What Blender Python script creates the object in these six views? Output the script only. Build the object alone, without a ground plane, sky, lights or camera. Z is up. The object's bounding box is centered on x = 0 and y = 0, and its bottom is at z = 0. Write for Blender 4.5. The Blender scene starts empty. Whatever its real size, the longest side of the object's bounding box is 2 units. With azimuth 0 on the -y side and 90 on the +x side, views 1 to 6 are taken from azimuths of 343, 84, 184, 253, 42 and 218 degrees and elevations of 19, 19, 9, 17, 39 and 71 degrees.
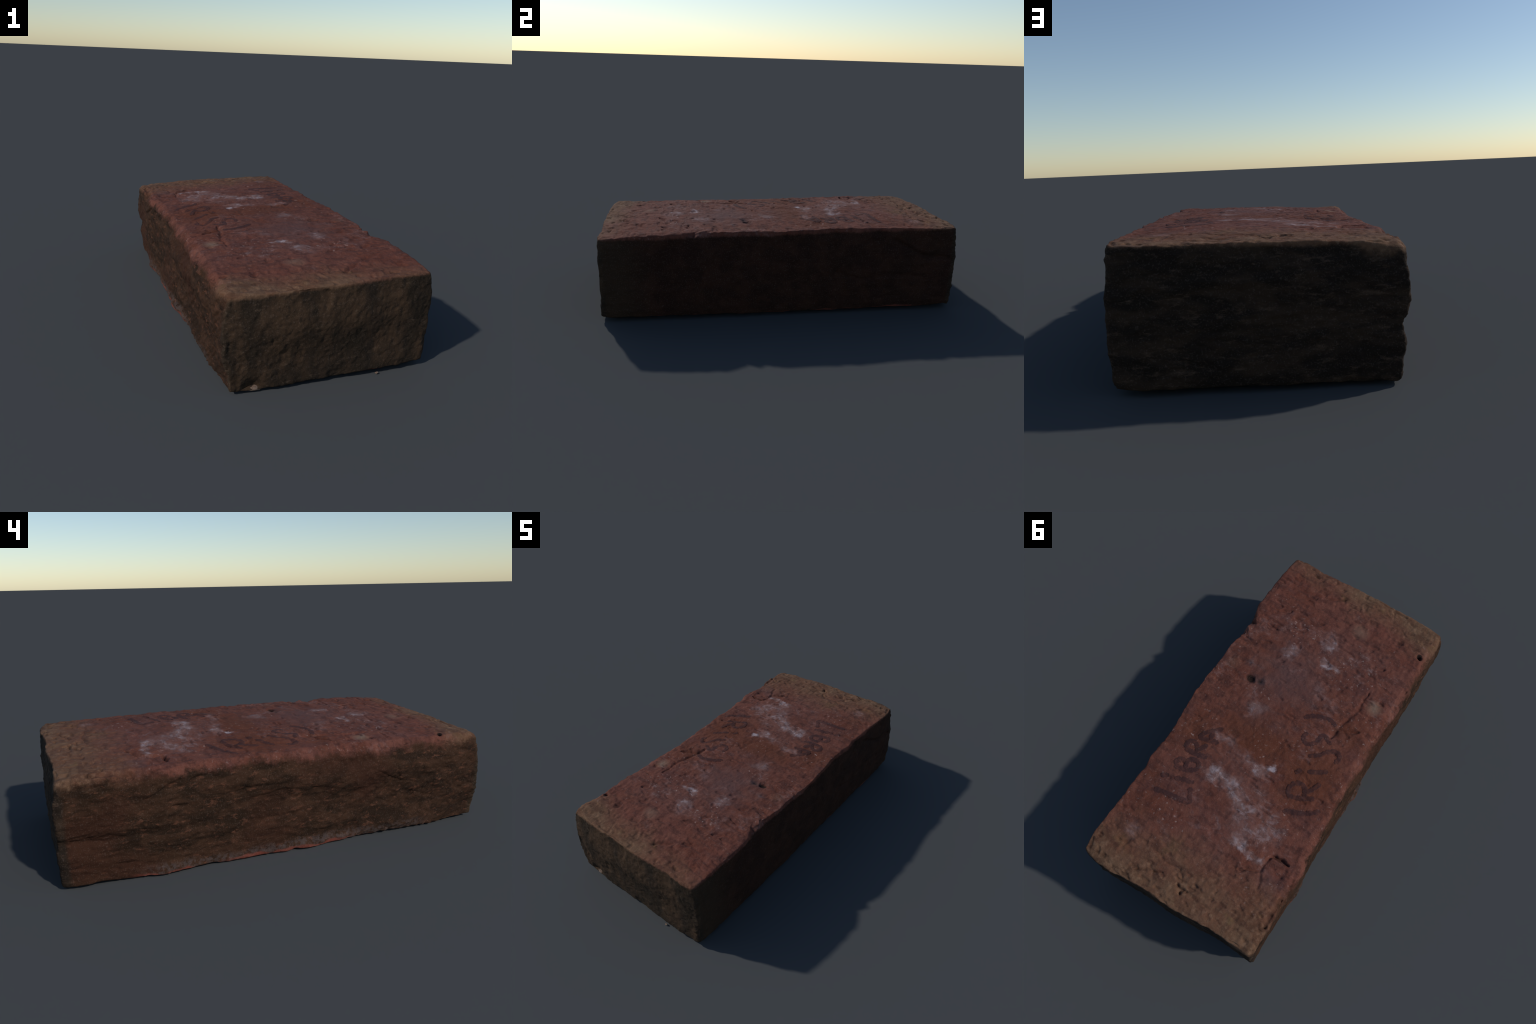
"""An old hand-made clay brick: a red bed face with two inked words, lime bloom,
pits and cracks, ochre scorched ends, brown sides partly darkened by baked shade and a red underside."""
import bpy, math
import numpy as np
from mathutils import Vector
from mathutils.bvhtree import BVHTree

# ------------------------------------------------------------------ noise
def _hash(ix, iy, iz, seed):
    h = (ix * 374761393 + iy * 668265263 + iz * 2147483647 + seed * 974634777) & 0xFFFFFFFF
    h = ((h ^ (h >> 13)) * 1274126177) & 0xFFFFFFFF
    h = ((h ^ (h >> 16)) * 2246822519) & 0xFFFFFFFF
    return ((h ^ (h >> 15)) & 0xFFFF).astype(np.float64) / 32767.5 - 1.0

def vnoise(p, scale, seed=0):
    """smooth value noise in [-1, 1]; scale may be a 3-vector (stretched noise)"""
    q = p * np.asarray(scale, dtype=float)
    i = np.floor(q).astype(np.int64)
    f = q - i
    f = f * f * f * (f * (f * 6 - 15) + 10)
    out = 0.0
    for dx in (0, 1):
        wx = f[:, 0] if dx else 1 - f[:, 0]
        for dy in (0, 1):
            wy = f[:, 1] if dy else 1 - f[:, 1]
            for dz in (0, 1):
                wz = f[:, 2] if dz else 1 - f[:, 2]
                out = out + wx * wy * wz * _hash(i[:, 0] + dx, i[:, 1] + dy, i[:, 2] + dz, seed)
    return out

def fbm(p, scale, octaves=4, seed=0, gain=0.5):
    s = np.asarray(scale, dtype=float)
    a, tot, norm = 1.0, 0.0, 0.0
    for k in range(octaves):
        tot = tot + a * vnoise(p + 7.13 * k, s, seed + 17 * k)
        norm += a
        a *= gain
        s = s * 2.03
    return tot / norm * 1.6

def ridge(p, scale, octaves=3, seed=0):
    s = np.asarray(scale, dtype=float)
    a, tot, norm = 1.0, 0.0, 0.0
    for k in range(octaves):
        tot = tot + a * (1 - np.abs(vnoise(p + 3.7 * k, s, seed + 31 * k)) * 2)
        norm += a
        a *= 0.5
        s = s * 2.1
    return tot / norm

def smooth(a, b, x):
    t = np.clip((x - a) / (b - a), 0, 1)
    return t * t * (3 - 2 * t)

def curve(points, x):
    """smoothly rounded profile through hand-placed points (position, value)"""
    px = np.array([q[0] for q in points]); pv = np.array([q[1] for q in points])
    tot = 0
    for d, w in ((-0.035, .25), (0, .5), (0.035, .25)):
        tot = tot + w * np.interp(x + d, px, pv)
    return tot

# ------------------------------------------------------------------ overall form
EDGE_TOP_RIGHT = [(-.95, .513), (-.84, .522), (-.73, .510), (-.6, .511), (-.53, .500), (-.45, .480), (-.35, .476),
                  (-.28, .485), (-.2, .472), (0, .468), (.1, .454), (.22, .434), (.3, .421), (.43, .421), (.5, .412),
                  (.56, .405), (.8, .403), (.9, .397), (.98, .383)]
SIDE_LEFT = [(-.98, -.407), (-.83, -.415), (-.6, -.427), (-.36, -.425), (-.24, -.432), (-.12, -.447), (0, -.460),
             (.115, -.473), (.27, -.491), (.41, -.503), (.54, -.515), (.75, -.527), (.87, -.533), (.93, -.530)]
END_FRONT_TOP = [(-.43, -.986), (-.353, -.985), (-.286, -.981), (-.186, -.981), (-.037, -.976), (.094, -.966),
                 (.227, -.956), (.357, -.938), (.452, -.946), (.511, -.935)]
END_BACK_TOP = [(-.53, .905), (-.4, .909), (-.31, .915), (-.216, .930), (-.1, .947), (-.014, .950), (.117, .963),
                (.23, .982), (.33, .985), (.385, .968)]
RIM_RIGHT = [(-.95, .437), (-.7, .453), (-.5, .461), (-.2, .470), (0, .472), (.4, .473), (.8, .470), (.97, .464)]
RIM_LEFT = [(-.97, .416), (-.6, .423), (-.2, .431), (.2, .436), (.6, .440), (.92, .440)]

# broad swells (+, outward) and hollows (-) of the left side: y, z, reach in y, reach in z, amount
SWELLS_LEFT = [(-.25, .335, .35, .05, .009), (-.02, .25, .14, .05, -.009), (.12, .29, .14, .05, -.011), (-.50, .24, .12, .05, -.012), (-.25, .41, .25, .035, .009), (-.72, .35, .14, .05, .009),
               (-.55, .06, .15, .04, .009), (-.96, .14, .08, .08, -.007), (-.37, .10, .15, .05, .011), (-.30, .30, .28, .085, .018), (.22, .20, .17, .12, -.016), (-.66, .14, .22, .06, -.016), (-.45, .03, .20, .04, .014), (-.20, .10, .12, .05, .010),
               (.55, .12, .22, .09, -.009)]

def face_right(y, z):
    low = np.interp(y, [-.93, .98], [.528, .385])
    low = low + .012 * np.exp(-((y + .5) / .3) ** 2) * smooth(.4, .1, z) + .006 * smooth(-.5, 0, y) * smooth(.42, .25, z)
    low = low + .006 * np.sin(np.clip(z / .45, 0, 1) * math.pi) - .004 * smooth(.05, 0, z)
    w = np.exp(-np.clip(.45 - z, 0, 1) / .045)
    return low + (curve(EDGE_TOP_RIGHT, y) - .003 - low) * w

def face_left(y, z):
    t = np.clip(z / .43, 0, 1)
    taper = np.interp(y, [-.97, -.5, -.1, .15, .4, .92], [.027, .016, .004, .006, .018, .030])
    x = curve(SIDE_LEFT, y) + .005 * smooth(.95, .8, y) + taper * (1 - smooth(0, .5, t))
    x = x + .010 * smooth(.30, .43, z)
    # the fold that runs in from the far end at mid height, upper lip overhanging
    run = smooth(.15, .5, y)
    x = x + run * .008 * np.exp(-((z - .195) / .022) ** 2)
    x = x + smooth(.60, .92, y) * (.019 * np.exp(-((z - .18) / .045) ** 2) - .006 * smooth(.24, .36, z))
    for cy, cz, sy, sz, amp in SWELLS_LEFT:
        x = x - amp * np.exp(-((y - cy) / sy) ** 2 - ((z - cz) / sz) ** 2)
    # broken red lip along the bottom
    lip = np.exp(-((y + .15) / .17) ** 4) * (.85 + .3 * np.sin(y * 37)) + .7 * np.exp(-((y - .52) / .09) ** 2)
    return x - .022 * lip * smooth(.055, .018, z)

def face_front(x, z):
    low = np.interp(x, [-.37, .52], [-1.002, -.938])
    t = smooth(.05, .43, z)
    y = low + (curve(END_FRONT_TOP, x) - low) * t
    # the end swells below its rim
    return (y - np.interp(x, [-.42, -.25, .25, .52], [.002, .021, .021, .0]) * np.exp(-((z - .30) / .115) ** 2)
            - np.interp(x, [-.42, -.2, .35, .52], [.0, .004, .006, .0]) * smooth(.15, 0, z))

def face_back(x, z):
    top = curve(END_BACK_TOP, x)
    t = np.clip(z / .45, 0, 1)
    bulge = np.interp(x, [-.5, -.2, .05, .38], [.021, .021, .015, .010])
    return top + bulge * smooth(1.0, .7, t) - .003 * smooth(.04, 0, z)

def face_top(x, y):
    left = curve(SIDE_LEFT, y); right = curve(EDGE_TOP_RIGHT, y) - .003
    u = np.clip((x - left) / (right - left), 0, 1)
    a, b = curve(RIM_LEFT, y), curve(RIM_RIGHT, y)
    return a + (b - a) * u - .003 + .007 * np.sin(u * math.pi) ** .8 - .007 * smooth(-.80, -.98, y) * np.sin(u * math.pi) ** .6 + .004 * np.exp(-((y + .68) / .25) ** 2) + .010 * np.exp(-((x + .03) / .24) ** 2 - ((y - .45) / .24) ** 2)

def face_under(x, y):
    u = (x + .45) / .95; v = (y + .95) / 1.9
    return (0.0 * (1 - u) * (1 - v) + .017 * u * (1 - v) + .016 * u * v + .004 * (1 - u) * v
            - .006 * np.sin(np.clip(v, 0, 1) * math.pi))

# ------------------------------------------------------------------ surface marks on the bed face
# shallow round dimples: x, y, radius, depth
DIMPLES = [(.046, -.383, .022, .006), (-.041, -.377, .020, .006), (-.125, -.387, .024, .006), (-.08, -.467, .020, .005),
           (-.219, -.38, .024, .006), (-.333, -.453, .02, .005), (-.03, -.695, .013, .010), (-.132, -.679, .016, .011),
           (.017, -.601, .014, .010), (.176, -.473, .012, .010), (-.153, -.803, .012, .006), (-.162, -.479, .013, .008),
           (.022, -.793, .018, -.004), (-.28, .828, .018, .008), (.158, .108, .030, .006), (.322, .208, .026, .009),
           (.033, .575, .018, .009), (-.053, .563, .022, .009), (.131, .593, .015, .007), (.247, .823, .016, .012),
           (-.107, -.564, .018, -.004), (.417, -.077, .012, .008), (-.197, -.68, .012, .007), (-.30, -.55, .012, .007),
           (.052, -.716, .022, .006), (-.222, -.73, .014, .006), (.30, -.83, .014, .005), (-.02, .80, .02, .006)]
# deep holes: x, y, rx, ry, depth
HOLES = [(.272, -.176, .026, .020, .020), (.228, -.186, .030, .022, .012), (-.355, -.795, .010, .009, .026),
         (-.228, -.806, .016, .022, .012)]
# gashes and cracks: points, half width, depth
GASHES = [
    ([(-.338, .493), (-.382, .486), (-.430, .489)], .008, .022),
    ([(-.338, .493), (-.336, .534), (-.333, .577), (-.292, .602), (-.255, .635)], .008, .014),
    ([(-.333, .577), (-.365, .62), (-.38, .66)], .007, .007),
    ([(-.255, -.47), (-.252, -.404), (-.265, -.359), (-.25, -.284), (-.236, -.22), (-.24, -.165)], .008, .008),
    ([(-.236, -.21), (-.275, -.222), (-.33, -.255)], .010, .012),
    ([(-.236, -.21), (-.23, -.15)], .014, .014),
    ([(-.068, .845), (-.092, .856), (-.126, .85)], .006, .014),
    ([(-.085, .852), (-.108, .876)], .006, .013),
    ([(.131, .903), (.077, .868), (.016, .845)], .006, .008),
    ([(.03, .80), (-.03, .79), (-.07, .81)], .006, .007),
    ([(.03, -.962), (-.074, -.968), (-.178, -.966)], .005, .005),
    ([(.372, -.717), (.315, -.748), (.272, -.774)], .009, .008),
    ([(.225, -.808), (.19, -.834), (.145, -.866)], .009, .010),
    ([(.385, -.600), (.359, -.611), (.335, -.632)], .009, .010),
    ([(.225, -.622), (.193, -.634), (.150, -.66)], .008, .008),
    ([(.275, -.345), (.225, -.37)], .007, .006),
    ([(.345, -.40), (.315, -.408)], .009, .008),
    ([(.42, -.33), (.37, -.355)], .005, .007),
    ([(.30, -.60), (.26, -.615)], .007, .007),
    ([(.26, -.53), (.22, -.56)], .006, .006),
    ([(.39, -.50), (.33, -.49)], .007, .009),
    ([(-.19, -.595), (-.25, -.625)], .009, .009),
    ([(-.49, .63), (-.487, .70), (-.495, .77)], .014, .014),
    ([(-.40, -.60), (-.405, -.45)], .016, .010),
    ([(-.385, -.86), (-.395, -.74)], .012, .008),
    ([(.36, .955), (.385, .90)], .006, .006),
]
# bites out of the right-hand rim: y, half length, bite in x, bite in z
CHIPS = [(-.43, .085, .014, .020), (-.30, .05, .008, .010), (.0, .05, .003, .006),
         (.27, .05, .006, .010), (.36, .04, .007, .010), (.53, .06, .006, .009), (-.62, .03, .004, .006)]

def segment_distance(x, y, pts):
    """distance to a polyline and how far along it (0..1)"""
    best = np.full(x.shape, 9.0); along = np.zeros(x.shape)
    n = len(pts) - 1
    for k in range(n):
        (ax, ay), (bx, by) = pts[k], pts[k + 1]
        dx, dy = bx - ax, by - ay
        t = np.clip(((x - ax) * dx + (y - ay) * dy) / (dx * dx + dy * dy), 0, 1)
        d = np.hypot(x - ax - t * dx, y - ay - t * dy)
        m = d < best
        best = np.where(m, d, best); along = np.where(m, (k + t) / n, along)
    return best, along

# flaky ledges on the left side: points (y, z) from far to near, step height
LEDGES_LEFT = [
    ([(.95, .212), (.803, .189), (.737, .181), (.63, .188), (.504, .182)], .006), ([(.632, .314), (.558, .341), (.493, .375), (.453, .390)], .010),
    ([(.539, .265), (.483, .287), (.402, .285)], .007), ([(.49, .152), (.439, .190), (.355, .198), (.305, .217)], .007),
    ([(.80, .06), (.70, .075), (.60, .07)], .005), ([(.25, .30), (.12, .315), (0, .305)], .006), ([(.15, .17), (.02, .165), (-.10, .18)], .006),
    ([(-.22, .29), (-.323, .312), (-.429, .318), (-.528, .262), (-.685, .215), (-.842, .208)], .006)]

# ------------------------------------------------------------------ box grid
NX, NY, NZ = 210, 424, 98

def box_grid():
    """vertices of a gridded box surface in [0,1]^3 with shared borders, faces tagged by side"""
    index, verts, quads, tag = {}, [], [], []
    def vid(i, j, k):
        key = (i * (NY + 1) + j) * (NZ + 1) + k
        v = index.get(key)
        if v is None:
            v = index[key] = len(verts)
            verts.append((i, j, k))
        return v
    def sheet(f, na, nb, flip, t):
        ids = [[vid(*f(a, b)) for b in range(nb + 1)] for a in range(na + 1)]
        for a in range(na):
            for b in range(nb):
                q = (ids[a][b], ids[a + 1][b], ids[a + 1][b + 1], ids[a][b + 1])
                quads.append(q[::-1] if flip else q); tag.append(t)
    sheet(lambda a, b: (a, b, NZ), NX, NY, False, 0)      # bed face, top
    sheet(lambda a, b: (a, b, 0), NX, NY, True, 1)        # underside
    sheet(lambda a, b: (NX, a, b), NY, NZ, False, 2)      # +x side
    sheet(lambda a, b: (0, a, b), NY, NZ, True, 3)        # -x side
    sheet(lambda a, b: (a, 0, b), NX, NZ, False, 4)       # -y end
    sheet(lambda a, b: (a, NY, b), NX, NZ, True, 5)       # +y end
    g = np.array(verts, dtype=float) / np.array([NX, NY, NZ])
    return g, np.array(quads, dtype=np.int64), np.array(tag)

def vertex_normals(P, Q):
    d1 = P[Q[:, 2]] - P[Q[:, 0]]; d2 = P[Q[:, 3]] - P[Q[:, 1]]
    fn = np.cross(d1, d2)
    N = np.zeros_like(P)
    for c in range(4):
        for ax in range(3):
            N[:, ax] += np.bincount(Q[:, c], fn[:, ax], len(P))
    return N / np.maximum(np.linalg.norm(N, axis=1, keepdims=True), 1e-12)

def shape():
    g, Q, tag = box_grid()
    H = np.array([.46, .97, .225])
    p = (g * 2 - 1) * H                                   # nominal box
    # edge radii: the left top rim is worn round, the rest are fairly crisp
    near_left_top = np.exp(-((p[:, 0] + H[0]) ** 2 + (p[:, 2] - H[2]) ** 2) / .10 ** 2)
    near_right_top = np.exp(-((p[:, 0] - H[0]) ** 2 + (p[:, 2] - H[2]) ** 2) / .06 ** 2)
    upright = np.exp(-((np.abs(p[:, 0]) - H[0]) ** 2 + (np.abs(p[:, 1]) - H[1]) ** 2) / .07 ** 2)
    low = np.exp(-((p[:, 2] + H[2]) / .06) ** 2)
    r = .009 + .040 * near_left_top * smooth(1.25, .6, p[:, 1]) * smooth(-1.1, -.7, p[:, 1]) - .003 * near_right_top + .005 * upright
    r = r * (1 + .25 * fbm(p, 9, 2, 5))
    inner = np.clip(p, -(H - r[:, None]), H - r[:, None])
    d = p - inner
    L = np.linalg.norm(d, axis=1, keepdims=True)
    b = np.where(L > 1e-9, inner + d / np.maximum(L, 1e-9) * r[:, None], p)
    # bend the box onto the six face shapes
    nx, ny, nz = b[:, 0], b[:, 1], b[:, 2] + H[2]
    fx, fy, fz = (b[:, 0] / H[0] + 1) / 2, (b[:, 1] / H[1] + 1) / 2, nz / (2 * H[2])
    Y0 = np.interp(fy, [0, 1], [-.96, .95])
    for _ in range(2):
        X = face_left(Y0, nz) + fx * (face_right(Y0, nz) - face_left(Y0, nz))
        Y0 = face_front(X, nz) + fy * (face_back(X, nz) - face_front(X, nz))
    Z = face_under(X, Y0) + fz * (face_top(X, Y0) - face_under(X, Y0))
    P = np.stack([X, Y0, Z], 1)
    N = vertex_normals(P, Q)
    # ---- relief
    x, y, z = P.T
    wt = smooth(.45, .85, N[:, 2]); wu = smooth(.45, .85, -N[:, 2])
    wr = smooth(.4, .85, N[:, 0]); wl = smooth(.4, .85, -N[:, 0])
    wf = smooth(.4, .85, -N[:, 1]); wb = smooth(.4, .85, N[:, 1])
    corner = 1 - np.clip(wt + wu + wr + wl + wf + wb, 0, 1)
    off = .0035 * fbm(P, 5.5, 3, 1) + .0020 * fbm(P, 38, 3, 2)
    off += corner * (.004 * fbm(P, 22, 3, 3))
    off += near_left_top * (.0032 * fbm(P, 30, 4, 6) - .005 * smooth(.45, .9, fbm(P, (15, 12, 15), 3, 7)))
    # top: low swells, drag marks across, fine sand
    off += wt * (.004 * fbm(P, (5, 3, 3), 3, 11) + .0013 * fbm(P, (70, 45, 50), 2, 12)
                 - .005 * smooth(.62, .95, fbm(P, (14, 34, 20), 2, 13)))
    tan_end = smooth(.66, .80, y - .12 * x)
    off -= wt * tan_end * .006 * smooth(.45, .9, fbm(P, (22, 46, 30), 3, 14))
    off -= wt * smooth(.72, .86, -y) * .004 * smooth(.3, .8, fbm(P, (28, 40, 30), 3, 15))
    # left side: overlapping flaky folds of dragged clay
    warp = P + .05 * np.stack([np.zeros(len(P)), fbm(P, 4, 2, 21), fbm(P, 5, 2, 22)], 1)
    warp[:, 2] += .20 * warp[:, 1] * smooth(-.9, .9, y)
    fold = ridge(warp, (4, 3.6, 12), 4, 23)
    off += wl * (.005 * (fold - .35) + .006 * np.round(fbm(warp, (4, 4, 9), 3, 24) * 2.5) / 2.5
                 + .0018 * fbm(P, (60, 30, 75), 2, 25))
    for pts, dep in LEDGES_LEFT:
        d2, al = segment_distance(y, z + .008 * fbm(P, 18, 2, 28), pts)
        up_side = np.interp(y, [q[0] for q in pts[::-1]], [q[1] for q in pts[::-1]])
        side = np.where(z > up_side, 1.0, 0.0)
        fade = np.sin(np.clip(al, 0.04, .96) * math.pi) ** .5
        off += wl * fade * .75 * dep * (np.exp(-np.clip(d2, 0, 1) / .022) * side - np.exp(-(d2 / .010) ** 2) * .9)
    scratch = ridge(P @ np.array([[1, 0, 0], [0, .75, .66], [0, -.66, .75]]), (10, 9, 46), 2, 26)
    off += wl * smooth(-.05, -.4, y) * .005 * (scratch - .4)
    # right side: smoother, with layered tears toward the far end
    off += wr * (.004 * (ridge(P, (6, 4, 13), 3, 31) - .4) * (0.5 + smooth(0, .6, y)) + .0016 * fbm(P, (60, 32, 60), 2, 32))
    dgr, alr = segment_distance(y, z, [(.63, .40), (.72, .35), (.80, .31), (.93, .30)])
    off -= wr * .012 * np.exp(-(dgr / .012) ** 2)
    dgr, alr = segment_distance(y, z, [(.30, .23), (.45, .19), (.62, .21), (.80, .19)])
    off -= wr * .006 * np.exp(-(dgr / .012) ** 2)
    # front end: granular, a few soft hollows
    off += wf * (.0010 * fbm(P, 24, 3, 41) + .0010 * fbm(P, 85, 2, 42) - .005 * smooth(.55, .95, fbm(P, (11, 11, 8), 2, 43)))
    hollow = np.exp(-(((x + .275) / .045) ** 2 + ((z - .01) / .04) ** 2))
    off -= wf * .022 * hollow
    # back end: wrinkled horizontally
    off += wb * (.006 * (ridge(P + .03 * fbm(P, 6, 2, 53)[:, None], (5, 5, 15), 3, 51) - .4) + .0018 * fbm(P, (40, 40, 70), 2, 52))
    # underside rough
    off += wu * .003 * fbm(P, 14, 3, 61)
    # keep every face on its average plane
    for w in (wt, wu, wr, wl, wf, wb):
        off -= w * (off * w).sum() / w.sum()
    # marks on the bed face
    jig = .004 * np.stack([fbm(P, 40, 2, 71), fbm(P, 40, 2, 72)], 1)
    xj, yj = x + jig[:, 0], y + jig[:, 1]
    cut = np.zeros(len(P))
    for cx, cy, rad, dep in DIMPLES:
        q = np.hypot((xj - cx) * (1 + .3 * math.sin(cx * 90)), (yj - cy) * (1 + .3 * math.sin(cy * 90))) / rad
        cut += .50 * dep * (np.exp(-q ** 3) - .25 * np.exp(-((q - 1.25) / .25) ** 2))
    for cx, cy, rx, ry, dep in HOLES:
        q = np.hypot((xj - cx) / rx, (yj - cy) / ry)
        cut = np.maximum(cut, dep * np.exp(-q ** 3))
    for pts, wid, dep in GASHES:
        dd, al = segment_distance(xj, yj, pts)
        w = wid * (.45 + .75 * np.sin(np.clip(al, 0, 1) * math.pi) ** .6)
        cut = np.maximum(cut, dep * np.exp(-(dd / w) ** 2))
    up = smooth(.15, .5, N[:, 2])
    P2 = P + N * off[:, None]
    P2[:, 2] -= cut * up
    # sunken flake beside the big crack
    fl = smooth(.585, .55, yj + .25 * (xj + .36)) * smooth(.50, .515, yj) * smooth(-.45, -.43, xj) * smooth(-.335, -.35, xj)
    P2[:, 2] -= .006 * fl * up
    # bites along the right-hand rim
    rim = np.exp(-np.clip(face_top(x, y) - z, 0, 1) / .035) * np.exp(-np.clip(.0 + face_right(y, .45) - x, 0, 1) / .030)
    rough = np.clip(.75 + .9 * fbm(P, 24, 3, 81), 0.1, 1.8)
    for cy, hl, bx, bz in CHIPS:
        w = np.exp(-((y - cy) / hl) ** 4) * rim * rough
        P2[:, 0] -= bx * w
        P2[:, 2] -= .6 * bz * w
    P2[:, 2] -= .004 * rim * np.clip(fbm(P, (20, 26, 20), 3, 82), 0, 1)
    return P2, Q, tag

# ------------------------------------------------------------------ materials
class Nodes:
    """small helper to write node trees as expressions"""
    def __init__(self, tree):
        self.t = tree
    def new(self, kind, **kw):
        n = self.t.nodes.new(kind)
        for k, v in kw.items():
            setattr(n, k, v)
        return n
    def put(self, sock, v):
        if isinstance(v, bpy.types.NodeSocket):
            self.t.links.new(v, sock)
        elif v is not None:
            sock.default_value = v
    def math(self, op, a, b=None, clamp=False):
        n = self.new('ShaderNodeMath', operation=op, use_clamp=clamp)
        self.put(n.inputs[0], a); self.put(n.inputs[1], b)
        return n.outputs[0]
    def add(self, a, b): return self.math('ADD', a, b)
    def sub(self, a, b): return self.math('SUBTRACT', a, b)
    def mul(self, a, b): return self.math('MULTIPLY', a, b)
    def step(self, x, lo, hi):
        n = self.new('ShaderNodeMapRange', interpolation_type='SMOOTHSTEP')
        self.put(n.inputs['Value'], x)
        a, b = (0.0, 1.0)
        if lo > hi: lo, hi, a, b = hi, lo, 1.0, 0.0
        n.inputs['From Min'].default_value = lo; n.inputs['From Max'].default_value = hi
        n.inputs['To Min'].default_value = a; n.inputs['To Max'].default_value = b
        return n.outputs['Result']
    def mix(self, f, a, b):
        n = self.new('ShaderNodeMix', data_type='RGBA')
        self.put(n.inputs[0], f)
        for s, v in ((n.inputs[6], a), (n.inputs[7], b)):
            self.put(s, (*v, 1.0) if isinstance(v, tuple) else v)
        return n.outputs[2]
    def noise(self, vec, scale, detail=4.0, rough=.55, stretch=None, offset=(0, 0, 0), distort=0.0):
        m = self.new('ShaderNodeMapping')
        self.put(m.inputs['Vector'], vec)
        m.inputs['Location'].default_value = offset
        if stretch: m.inputs['Scale'].default_value = stretch
        n = self.new('ShaderNodeTexNoise')
        self.put(n.inputs['Vector'], m.outputs[0])
        n.inputs['Scale'].default_value = scale; n.inputs['Detail'].default_value = detail
        n.inputs['Roughness'].default_value = rough; n.inputs['Distortion'].default_value = distort
        return n.outputs['Fac']
    def blob(self, vec, x, y, rx, ry, turn=0.0):
        """soft round patch, 1 at its middle and 0 at its rim, at (x, y) on the bed face"""
        m = self.new('ShaderNodeMapping', vector_type='TEXTURE')
        self.put(m.inputs['Vector'], vec)
        m.inputs['Location'].default_value = (x, y, .45)
        m.inputs['Rotation'].default_value = (0, 0, turn)
        m.inputs['Scale'].default_value = (rx, ry, .12)
        n = self.new('ShaderNodeTexGradient', gradient_type='SPHERICAL')
        self.put(n.inputs[0], m.outputs[0])
        return n.outputs['Fac']

# lime bloom: x, y, rx, ry, turn, strength
LIME = [(-.088, .150, .034, .030, 0, 2.6), (-.055, .190, .06, .045, .6, .8), (-.02, .215, .04, .03, 0, .55), (.02, .19, .07, .05, 0, .55),
        (.125, .345, .055, .055, 0, .95), (.05, .350, .10, .045, 0, .8), (-.044, .354, .075, .045, -.2, .8), (-.105, .385, .06, .050, .4, .95),
        (.205, .165, .07, .055, .3, .7), (.13, .17, .08, .05, 0, .45), (.15, -.062, .065, .050, 0, .8), (.235, -.12, .06, .05, 0, .4),
        (.20, -.435, .045, .055, .5, .85), (.185, -.395, .04, .04, 0, .6), (.014, -.457, .045, .026, -.35, 1.3), (-.030, -.458, .05, .022, -.3, .9),
        (-.077, -.245, .05, .03, -.6, .6), (.305, -.247, .05, .04, 0, .65), (.215, -.21, .05, .03, 0, .4), (-.19, .532, .07, .030, 0, 1.0),
        (-.225, .532, .04, .02, 0, .9), (-.299, .545, .045, .025, .5, 1.1), (.253, .76, .055, .05, 0, .75), (-.28, .41, .07, .08, .3, .5),
        (-.245, .33, .05, .05, 0, .5), (-.145, .30, .08, .05, 0, .5), (-.007, .493, .025, .022, 0, .8), (-.152, -.635, .03, .026, 0, .8),
        (-.107, -.564, .035, .03, 0, .55), (.058, -.565, .05, .03, .4, .8), (.06, -.60, .05, .04, 0, .6), (-.20, -.562, .025, .02, 0, .6),
        (-.15, .46, .10, .08, 0, .5), (-.23, .44, .10, .08, 0, .45), (.138, .693, .10, .03, -.5, .5), (-.37, -.82, .03, .03, 0, .7),
        (.02, -.793, .025, .022, 0, .6), (-.16, -.50, .03, .03, 0, .5), (.05, .28, .22, .16, 0, .34), (-.12, .45, .20, .16, 0, .22), (.02, -.52, .26, .16, 0, .25), (.20, -.12, .14, .12, 0, .3), (.45, -.78, .04, .05, 0, .5)]
# dull mauve haze: x, y, rx, ry, strength
HAZE = [(-.10, -.60, .30, .22, .5), (.30, -.50, .2, .2, .4), (-.05, .62, .35, .14, .45), (-.34, -.60, .12, .25, .4), (.12, -.29, .28, .24, 1.0), (.10, -.06, .22, .16, .6), (.02, .30, .26, .22, .55), (-.40, .60, .10, .12, .8), (-.10, .45, .26, .16, .5)]
# rusty orange-brown patches: x, y, rx, ry, strength
RUST = [(-.28, .08, .26, .30, 1.0), (.05, .06, .30, .16, 1.2), (.34, .22, .18, .20, .9), (.32, .50, .18, .12, .7), (-.30, -.22, .16, .16, .8), (.30, .62, .2, .12, .6)]
# near-black shade painted into holes and cracks, plus a few dark smudges
PIT_DARK = [(.276, -.178, .036, .026, 1.6), (.228, -.19, .045, .028, .7), (-.355, -.795, .017, .017, 2.2), (-.228, -.806, .020, .026, .7),
        (.165, .105, .07, .05, .55), (.29, .205, .06, .05, .4), (-.24, -.20, .07, .05, .5), (-.38, .49, .06, .02, .7), (-.28, .83, .05, .03, .5)]
OLIVE = [(-.325, -.405, .05, .05, .7), (-.03, -.73, .06, .05, .4), (.40, -.2, .05, .05, .2)]

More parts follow.
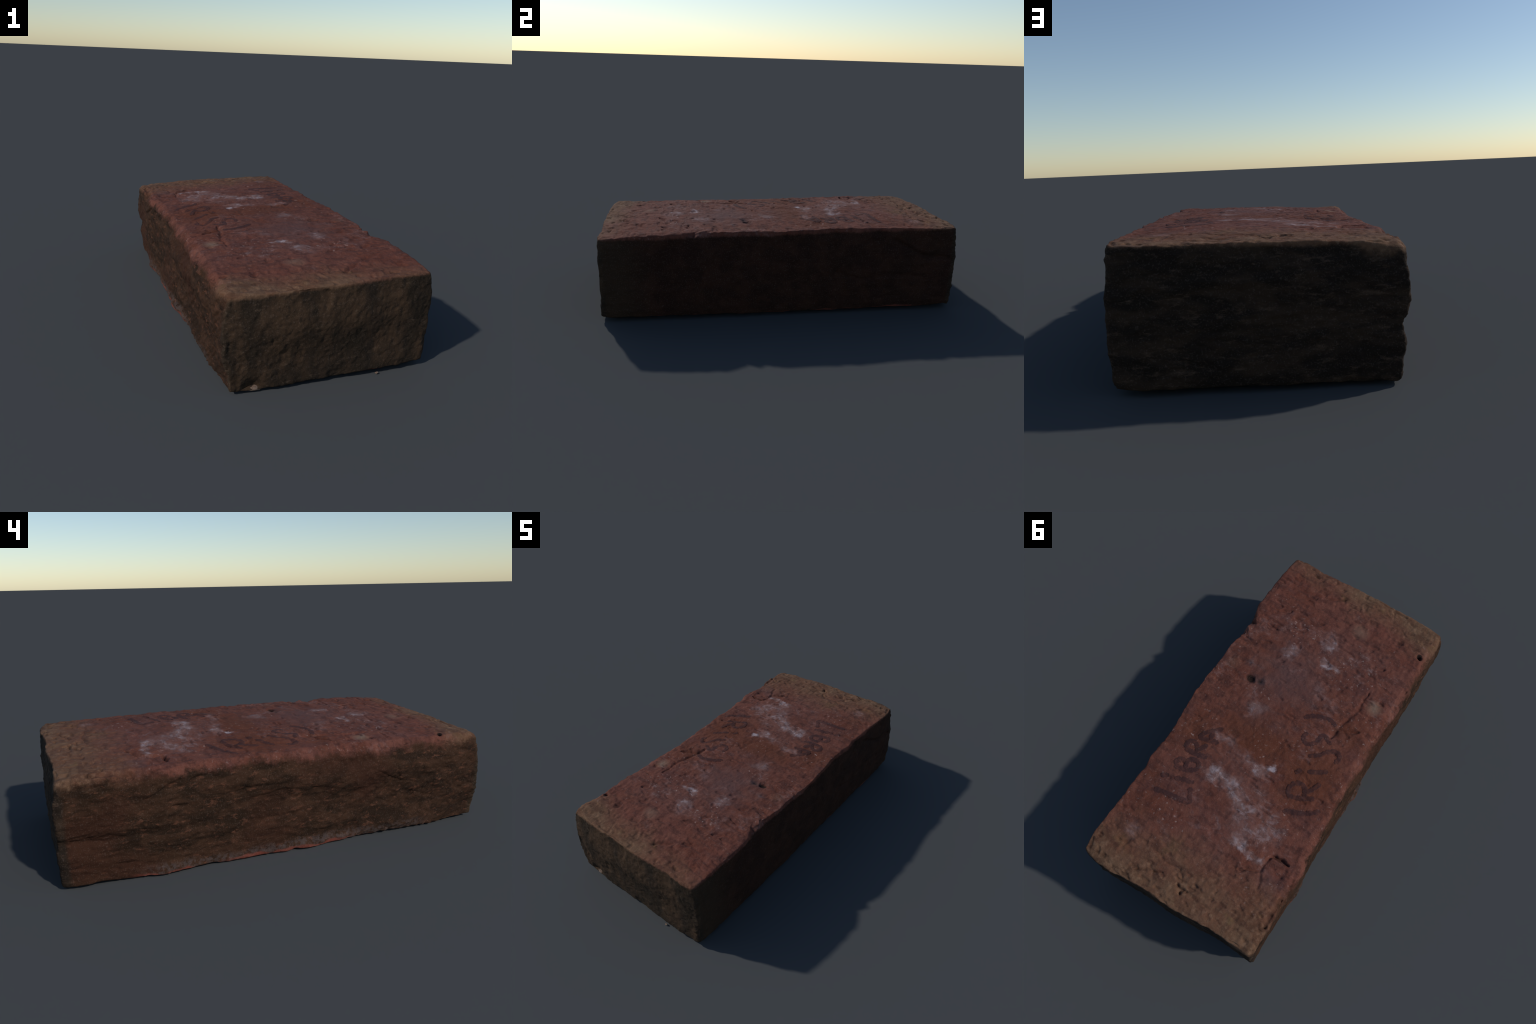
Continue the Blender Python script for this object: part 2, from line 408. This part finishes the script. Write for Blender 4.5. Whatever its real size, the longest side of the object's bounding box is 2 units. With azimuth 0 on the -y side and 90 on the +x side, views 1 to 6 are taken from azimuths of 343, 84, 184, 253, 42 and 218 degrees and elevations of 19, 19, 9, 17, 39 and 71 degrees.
def fired_clay(name, ink=0.0, seed=0.0):
    mat = bpy.data.materials.new(name)
    mat.use_nodes = True
    t = mat.node_tree
    t.nodes.clear()
    k = Nodes(t)
    out = k.new('ShaderNodeOutputMaterial')
    bsdf = k.new('ShaderNodeBsdfPrincipled')
    t.links.new(bsdf.outputs[0], out.inputs[0])
    co = k.new('ShaderNodeTexCoord').outputs['Object']
    sep = k.new('ShaderNodeSeparateXYZ'); t.links.new(co, sep.inputs[0])
    X, Y, Z = sep.outputs
    broad = k.noise(co, 3.0, 3, .5)
    mid = k.noise(co, 11.0, 5, .6, offset=(3, 1, 7))
    fine = k.noise(co, 48.0, 4, .65, offset=(1, 8, 2))
    grain = k.noise(co, 170.0, 2, .6)
    streak = k.noise(co, 14.0, 5, .62, stretch=(.8, 1.9, 1.4), offset=(5, 2, 0))
    wn = k.new('ShaderNodeTexNoise')
    k.put(wn.inputs['Vector'], co)
    wn.inputs['Scale'].default_value = 9.0; wn.inputs['Detail'].default_value = 5.0; wn.inputs['Roughness'].default_value = .65
    wv = k.new('ShaderNodeVectorMath', operation='MULTIPLY_ADD')
    k.put(wv.inputs[0], wn.outputs['Color']); wv.inputs[1].default_value = (.20, .20, 0); k.put(wv.inputs[2], co)
    ws = k.new('ShaderNodeVectorMath', operation='SUBTRACT')
    k.put(ws.inputs[0], wv.outputs[0]); ws.inputs[1].default_value = (.10, .10, 0)
    warp = ws.outputs[0]
    # --- red body
    red = k.mix(k.step(broad, .36, .64), (.112, .035, .022), (.126, .044, .031))
    red = k.mix(k.mul(k.step(mid, .42, .66), .55), red, (.152, .057, .039))
    red = k.mix(k.mul(k.step(streak, .52, .38), .75), red, (.070, .026, .020))
    red = k.mix(k.mul(k.step(fine, .52, .72), .45), red, (.178, .074, .054))
    red = k.mix(k.mul(k.step(fine, .46, .30), .55), red, (.062, .023, .017))
    rust = None
    for x, y, rx, ry, s in RUST:
        b = k.mul(k.blob(warp, x, y, rx, ry), s)
        rust = b if rust is None else k.math('MAXIMUM', rust, b)
    red = k.mix(k.mul(k.step(k.mul(rust, k.add(streak, .4)), .08, .8), .75), red, (.098, .031, .016))
    purple = k.noise(co, 6.5, 6, .68, offset=(5, 5, 1), distort=.4)
    red = k.mix(k.mul(k.step(purple, .52, .66), .42), red, (.072, .032, .030))
    haze = None
    for x, y, rx, ry, s in HAZE:
        b = k.mul(k.blob(warp, x, y, rx * 1.15, ry * 1.15), s)
        haze = b if haze is None else k.math('MAXIMUM', haze, b)
    red = k.mix(k.mul(k.step(k.mul(haze, k.add(mid, .5)), .05, 1.1), .75), red, (.092, .050, .048))
    pit_dark = None
    for x, y, rx, ry, s in PIT_DARK:
        b = k.mul(k.blob(co, x, y, rx, ry), s)
        pit_dark = b if pit_dark is None else k.math('MAXIMUM', pit_dark, b)
    # --- ochre scorched ends of the bed face
    tan = k.mix(k.step(mid, .38, .62), (.122, .060, .034), (.135, .074, .043))
    tan = k.mix(k.mul(k.step(fine, .50, .68), .7), tan, (.185, .110, .066))
    tan = k.mix(k.mul(k.step(streak, .48, .34), .7), tan, (.075, .035, .021))
    tan = k.mix(k.mul(k.step(k.noise(co, 9, 4, .6, offset=(9, 9, 9)), .58, .70), .5), tan, (.150, .096, .040))
    wob = k.mul(k.sub(k.noise(co, 5, 5, .6, offset=(2, 2, 2)), .5), .42)
    far_end = k.step(k.add(k.add(Y, k.mul(X, -.16)), wob), .56, .98)
    near_end = k.step(k.add(k.add(k.mul(Y, -1.0), k.mul(X, -.07)), wob), .74, 1.02)
    bed = k.mix(k.math('MAXIMUM', far_end, near_end), red, tan)
    # --- lime bloom, broken up by stretched noise
    lime = None
    for x, y, rx, ry, turn, s in LIME:
        b = k.mul(k.blob(warp, x, y, rx * 1.25, ry * 1.25, turn), s * 1.25)
        lime = b if lime is None else k.add(lime, b)
    torn = k.noise(co, 26, 5, .68, stretch=(.8, 1.3, 1), offset=(4, 4, 4), distort=.6)
    limef = k.mul(k.step(k.mul(lime, k.step(torn, .34, .66)), .15, 2.0), .82)
    faint = k.mul(k.step(k.add(k.mul(torn, .6), k.mul(k.noise(co, 4, 3), .6)), .64, .80), .5)
    faint = k.mul(faint, k.step(k.math('ABSOLUTE', Y), .75, .55))
    bed = k.mix(faint, bed, (.20, .115, .105))
    cloud = k.noise(co, 12, 6, .62, stretch=(.9, 1.2, 1), offset=(1, 6, 4), distort=.3)
    soft = k.mul(k.step(k.mul(lime, cloud), .06, .80), .56)
    bed = k.mix(soft, bed, (.215, .140, .130))
    bed = k.mix(limef, bed, (.34, .285, .300))
    pale = k.mul(k.step(k.noise(co, 62, 3, .6, offset=(2, 9, 5)), .60, .72), k.step(k.noise(co, 5, 4, .6, offset=(7, 3, 3)), .44, .62))
    pale = k.mul(pale, k.step(k.math('ABSOLUTE', Y), .85, .65))
    bed = k.mix(k.mul(pale, .65), bed, (.29, .21, .19))
    ol = None
    for x, y, rx, ry, s in OLIVE:
        b = k.mul(k.blob(co, x, y, rx, ry), s)
        ol = b if ol is None else k.math('MAXIMUM', ol, b)
    bed = k.mix(k.mul(ol, k.add(torn, .3)), bed, (.22, .17, .12))
    bed = k.mix(k.mul(k.step(k.mul(pit_dark, k.add(mid, .5)), .15, .9), .92), bed, (.014, .009, .007))  # painted shade of the holes and cracks, and the smudges
    # --- brown skin of sides and ends, with the scan's shade partly painted in
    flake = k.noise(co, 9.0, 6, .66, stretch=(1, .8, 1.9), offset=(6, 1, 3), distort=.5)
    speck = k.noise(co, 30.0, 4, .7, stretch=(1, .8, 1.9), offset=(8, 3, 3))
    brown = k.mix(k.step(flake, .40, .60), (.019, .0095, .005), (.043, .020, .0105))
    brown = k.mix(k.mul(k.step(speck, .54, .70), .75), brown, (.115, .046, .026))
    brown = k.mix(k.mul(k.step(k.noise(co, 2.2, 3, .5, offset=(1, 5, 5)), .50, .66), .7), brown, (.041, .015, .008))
    plain = k.mix(k.step(mid, .40, .62), (.023, .0092, .0058), (.037, .0145, .0085))  # right side: deep brown that keeps some baked shade
    plain = k.mix(k.mul(k.step(Y, -.62, -.88), .7), plain, (.040, .026, .015))
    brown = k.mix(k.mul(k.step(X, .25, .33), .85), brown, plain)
    front_dark = k.mix(k.step(k.noise(co, 5.5, 5, .6, stretch=(1.5, 1.2, .6), offset=(2, 7, 1)), .42, .60), (.026, .017, .0105), (.056, .032, .018))  # front end: real soot patches, base tone darkened by baked shade
    front_dark = k.mix(k.mul(k.step(speck, .55, .72), .7), front_dark, (.090, .058, .038))
    front_dark = k.mix(k.mul(k.step(fine, .44, .30), .6), front_dark, (.014, .011, .008))
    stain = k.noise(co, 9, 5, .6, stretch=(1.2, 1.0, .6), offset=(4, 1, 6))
    front_dark = k.mix(k.mul(k.step(stain, .50, .66), .55), front_dark, (.020, .014, .010))
    front = k.step(k.add(k.add(Y, k.mul(X, -.07)), k.mul(wob, .05)), -.930, -.955)
    back = k.step(k.add(k.add(Y, k.mul(X, -.07)), k.mul(wob, .04)), .915, .938)
    back_dark = k.mix(k.step(k.noise(co, 7.0, 6, .62, stretch=(.8, 1, 2.0), offset=(3, 9, 2), distort=.4), .40, .62), (.017, .011, .0075), (.037, .022, .0135))  # back end: dark brown with some baked shade left in the colour
    back_dark = k.mix(k.mul(k.step(k.noise(co, 22.0, 5, .7, stretch=(.8, 1, 2.2), offset=(4, 4, 8)), .54, .70), .7), back_dark, (.085, .052, .034))
    skin = k.mix(back, k.mix(front, brown, front_dark), back_dark)
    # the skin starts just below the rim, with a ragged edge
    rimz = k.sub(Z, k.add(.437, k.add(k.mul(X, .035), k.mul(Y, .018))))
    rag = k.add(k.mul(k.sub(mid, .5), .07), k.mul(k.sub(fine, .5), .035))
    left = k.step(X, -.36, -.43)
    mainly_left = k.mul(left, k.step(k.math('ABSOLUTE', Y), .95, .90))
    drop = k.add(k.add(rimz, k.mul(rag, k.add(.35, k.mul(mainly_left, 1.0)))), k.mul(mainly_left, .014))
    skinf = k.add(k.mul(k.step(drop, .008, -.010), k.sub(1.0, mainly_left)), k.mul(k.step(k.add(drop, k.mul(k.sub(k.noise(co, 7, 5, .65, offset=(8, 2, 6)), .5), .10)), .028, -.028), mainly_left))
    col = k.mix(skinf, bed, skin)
    # mortar dust low on the left side, then the red broken underside
    low = k.add(Z, k.mul(k.sub(mid, .5), .05))
    dust = k.mul(k.step(low, .060, .035), k.mul(k.step(X, -.36, -.40), k.step(k.math('ABSOLUTE', k.sub(Y, -.05)), .72, .55)))
    dust = k.mul(dust, k.step(k.noise(co, 60, 3, .6), .38, .60))
    col = k.mix(k.mul(dust, .5), col, (.085, .064, .060))
    raw = k.mix(k.step(mid, .4, .62), (.135, .036, .024), (.185, .060, .044))
    rawf = k.step(k.add(low, k.mul(k.sub(k.noise(co, 4, 3, .5, offset=(7, 7, 7)), .5), .06)), .024, .012)
    patch = k.math('MAXIMUM', k.step(k.math('ABSOLUTE', k.sub(Y, -.02)), .34, .20), k.step(k.math('ABSOLUTE', k.sub(Y, .52)), .16, .08))
    patch = k.math('MAXIMUM', patch, k.step(X, .2, .3))
    rawf = k.mul(rawf, k.math('MAXIMUM', patch, k.step(Z, .012, .002)))
    col = k.mix(rawf, col, raw)
    # pigment grain
    col = k.mix(k.mul(k.step(grain, .52, .75), .22), col, k.mix(.5, col, (.30, .22, .18)))
    if ink:
        wear = k.step(k.noise(co, 55, 4, .7, offset=(3, 3, 1)), .30, .55)
        wear = k.mul(k.add(k.mul(wear, .6), .4), ink)
        wear = k.mul(wear, k.sub(1.0, k.mul(limef, .5)))
        col = k.mix(wear, col, (.030, .016, .018))
    t.links.new(col, bsdf.inputs['Base Color'])
    bsdf.inputs['Roughness'].default_value = .92
    bsdf.inputs['Specular IOR Level'].default_value = .15
    hgt = k.add(k.mul(fine, .6), k.mul(grain, .4))
    bump = k.new('ShaderNodeBump')
    bump.inputs['Strength'].default_value = .55
    bump.inputs['Distance'].default_value = .006
    t.links.new(hgt, bump.inputs['Height'])
    t.links.new(bump.outputs[0], bsdf.inputs['Normal'])
    return mat

# ------------------------------------------------------------------ inked words
# each glyph: list of (stroke points in plan, half width)
def word_libra():
    w = .0112
    return [
        ('letter', [([(.296, .559), (.246, .545), (.177, .533), (.121, .516), (.130, .498), (.140, .482), (.157, .456)], w)]),
        ('letter', [([(.249, .463), (.211, .445), (.159, .429)], w), ([(.312, .488), (.298, .478), (.282, .466)], w)]),
        ('letter', [([(.292, .412), (.26, .408), (.214, .389), (.183, .362)], w),
                    ([(.290, .408), (.294, .383), (.274, .364), (.250, .372), (.240, .398)], w),
                    ([(.240, .396), (.250, .354), (.227, .334), (.2, .340), (.184, .362)], w)]),
        ('letter', [([(.304, .313), (.247, .308), (.187, .291)], w),
                    ([(.302, .312), (.312, .281), (.292, .261), (.260, .275), (.249, .305)], w),
                    ([(.252, .300), (.238, .269), (.222, .240)], w)]),
        ('letter', [([(.186, .201), (.233, .215), (.286, .231)], w), ([(.286, .230), (.269, .190), (.238, .156), (.215, .126)], w),
                    ([(.228, .211), (.245, .167)], w)]),
    ]

def word_rijs():
    w = .0104
    return [
        ('bracket', [([(-.262, .294), (-.292, .274), (-.336, .252), (-.375, .222), (-.405, .190)], w)]),
        ('letter', [([(-.232, .219), (-.283, .198), (-.347, .158)], w),
                    ([(-.234, .216), (-.219, .183), (-.228, .151), (-.26, .132), (-.289, .150), (-.302, .182)], w),
                    ([(-.280, .160), (-.308, .137), (-.330, .078)], w)]),
        ('letter', [([(-.244, .065), (-.285, .039), (-.324, .005)], w), ([(-.200, .105), (-.215, .073)], w * 1.1)]),
        ('letter', [([(-.201, -.002), (-.242, -.036), (-.263, -.07), (-.29, -.098), (-.316, -.098), (-.330, -.083), (-.326, -.048)], w)]),
        ('letter', [([(-.131, -.102), (-.126, -.073), (-.146, -.053), (-.169, -.053), (-.19, -.077), (-.194, -.105),
                      (-.197, -.128), (-.21, -.137), (-.227, -.129), (-.257, -.115)], w)]),
        ('bracket', [([(-.070, -.157), (-.099, -.189), (-.138, -.21), (-.183, -.223), (-.224, -.212)], w)]),
    ]

def resample(pts, step):
    """Catmull-Rom through the stroke's points, evenly spaced"""
    p = np.array(pts, dtype=float)
    q = np.vstack([2 * p[0] - p[1], p, 2 * p[-1] - p[-2]])
    fine = []
    for i in range(1, len(q) - 2):
        for t in np.linspace(0, 1, 14, endpoint=False):
            a, b, c, d = q[i - 1], q[i], q[i + 1], q[i + 2]
            fine.append(.5 * (2 * b + (c - a) * t + (2 * a - 5 * b + 4 * c - d) * t * t + (3 * b - a - 3 * c + d) * t ** 3))
    fine.append(q[-2])
    fine = np.array(fine)
    s = np.concatenate([[0], np.cumsum(np.linalg.norm(np.diff(fine, axis=0), axis=1))])
    n = max(3, int(s[-1] / step) + 1)
    u = np.linspace(0, s[-1], n)
    return np.stack([np.interp(u, s, fine[:, 0]), np.interp(u, s, fine[:, 1])], 1)

def ink_mesh(strokes, bvh, rng):
    """a film of ink laid on the surface: a dense core with paler feathered borders and thin skirts"""
    verts, faces, mats = [], [], []
    lane = (-1.35, -1.0, -.55, 0.0, .55, 1.0, 1.35)
    tone = (1, 0, 0, 0, 0, 1)
    lift = 0.0012
    for pts, half in strokes:
        lift += .0004
        c = resample(pts, .0045)
        tg = np.gradient(c, axis=0)
        tg /= np.maximum(np.linalg.norm(tg, axis=1, keepdims=True), 1e-9)
        nrm = np.stack([-tg[:, 1], tg[:, 0]], 1)
        base = len(verts)
        n = len(c)
        for i in range(n):
            end = min(1.0, .55 + .45 * min(i, n - 1 - i) / 2.0)
            w = half * end * (1 + .22 * rng.uniform(-1, 1))
            for e in lane:
                x, y = c[i] + nrm[i] * e * w * (1 + .10 * rng.uniform(-1, 1))
                hit = bvh.ray_cast(Vector((x, y, 2.0)), Vector((0, 0, -1)))[0]
                z = hit.z if hit else .44
                verts.append((x, y, z + (lift if abs(e) < 1.3 else -.0006)))
        m = len(lane)
        for i in range(n - 1):
            for j in range(m - 1):
                a = base + i * m + j
                faces.append((a, a + m, a + m + 1, a + 1)); mats.append(tone[j])
    return verts, faces, mats

# ------------------------------------------------------------------ build
def link(name, mesh, parent):
    o = bpy.data.objects.new(name, mesh)
    bpy.context.collection.objects.link(o)
    o.parent = parent
    return o

def main():  # build, settle, name
    rng = np.random.default_rng(4)
    P, Q, tag = shape()
    # settle into the frame: longest side 2 m, centred, resting on the ground
    lo, hi = P.min(0), P.max(0)
    P[:, 1] = (P[:, 1] - (lo[1] + hi[1]) / 2) * (2.0 / (hi[1] - lo[1]))
    P[:, 0] -= (lo[0] + hi[0]) / 2
    P[:, 2] -= lo[2]
    N = vertex_normals(P, Q)

    brick = bpy.data.objects.new('brick', None)
    brick.empty_display_size = .2
    bpy.context.collection.objects.link(brick)
    brick['label'] = 'old worn red clay brick with handwritten words and brown sides with painted-in shade'
    brick['category'] = 'brick'

    clay = fired_clay('weathered_fired_clay')
    ink = fired_clay('faded_marker_ink', ink=.68)
    ink_edge = fired_clay('faded_marker_ink_border', ink=.36)

    names = ['bed_face', 'underside', 'stretcher_face', 'stretcher_face', 'header_face', 'header_face']
    for s in range(6):
        q = Q[tag == s]
        used, inv = np.unique(q, return_inverse=True)
        me = bpy.data.meshes.new(names[s])
        me.from_pydata(P[used].tolist(), [], inv.reshape(q.shape).tolist())
        me.polygons.foreach_set('use_smooth', np.ones(len(q), dtype=bool))
        me.materials.append(clay)
        me.normals_split_custom_set_from_vertices(N[used].tolist())
        o = link(names[s], me, brick)

    topq = Q[tag == 0]
    used, inv = np.unique(topq, return_inverse=True)
    bvh = BVHTree.FromPolygons([tuple(v) for v in P[used]], inv.reshape(topq.shape).tolist())

    writing = bpy.data.objects.new('handwriting', None)
    writing.empty_display_size = .05
    bpy.context.collection.objects.link(writing)
    writing.parent = brick
    for name, strokes in word_libra() + word_rijs():
        v, f, m = ink_mesh(strokes, bvh, rng)
        me = bpy.data.meshes.new(name)
        me.from_pydata(v, [], f)
        me.materials.append(ink); me.materials.append(ink_edge)
        me.polygons.foreach_set('material_index', m)
        me.polygons.foreach_set('use_smooth', [True] * len(f))
        # make every face look upward
        me.update()
        if sum(p.normal.z for p in me.polygons) < 0:
            me.flip_normals()
        link(name, me, writing)

    # crumbs of broken clay at the foot of the near end
    crumb_mat = bpy.data.materials.new('pale_clay_crumb')
    crumb_mat.use_nodes = True
    k = Nodes(crumb_mat.node_tree)
    b = crumb_mat.node_tree.nodes['Principled BSDF']
    co = k.new('ShaderNodeTexCoord').outputs['Object']
    k.put(b.inputs['Base Color'], k.mix(k.step(k.noise(co, 60, 4, .6), .4, .6), (.13, .08, .055), (.26, .18, .13)))
    b.inputs['Roughness'].default_value = .95
    for cx, cy, cz, r in ((-.262, -.968, .012, .020), (-.285, -.965, .008, .010), (-.235, -.962, .009, .011), (.292, -.958, .004, .006), (-.10, -.962, .012, .010)):
        a, nlat, nlon = [], 14, 22
        for i in range(nlat + 1):
            th = math.pi * i / nlat
            for j in range(nlon):
                ph = 2 * math.pi * j / nlon
                a.append((math.sin(th) * math.cos(ph), math.sin(th) * math.sin(ph), math.cos(th)))
        a = np.array(a)
        rad = 1 + .35 * fbm(a + cx * 50, 1.6, 3, 91)
        v = a * rad[:, None] * np.array([1.3, .8, .7]) * r + np.array([cx, cy, cz])
        v[:, 2] = np.maximum(v[:, 2], .0005)
        fc = []
        for i in range(nlat):
            for j in range(nlon):
                j2 = (j + 1) % nlon
                fc.append((i * nlon + j, (i + 1) * nlon + j, (i + 1) * nlon + j2, i * nlon + j2))
        me = bpy.data.meshes.new('crumb')
        me.from_pydata(v.tolist(), [], fc)
        me.polygons.foreach_set('use_smooth', [True] * len(fc))
        me.materials.append(crumb_mat)
        link('crumb', me, brick)

main()
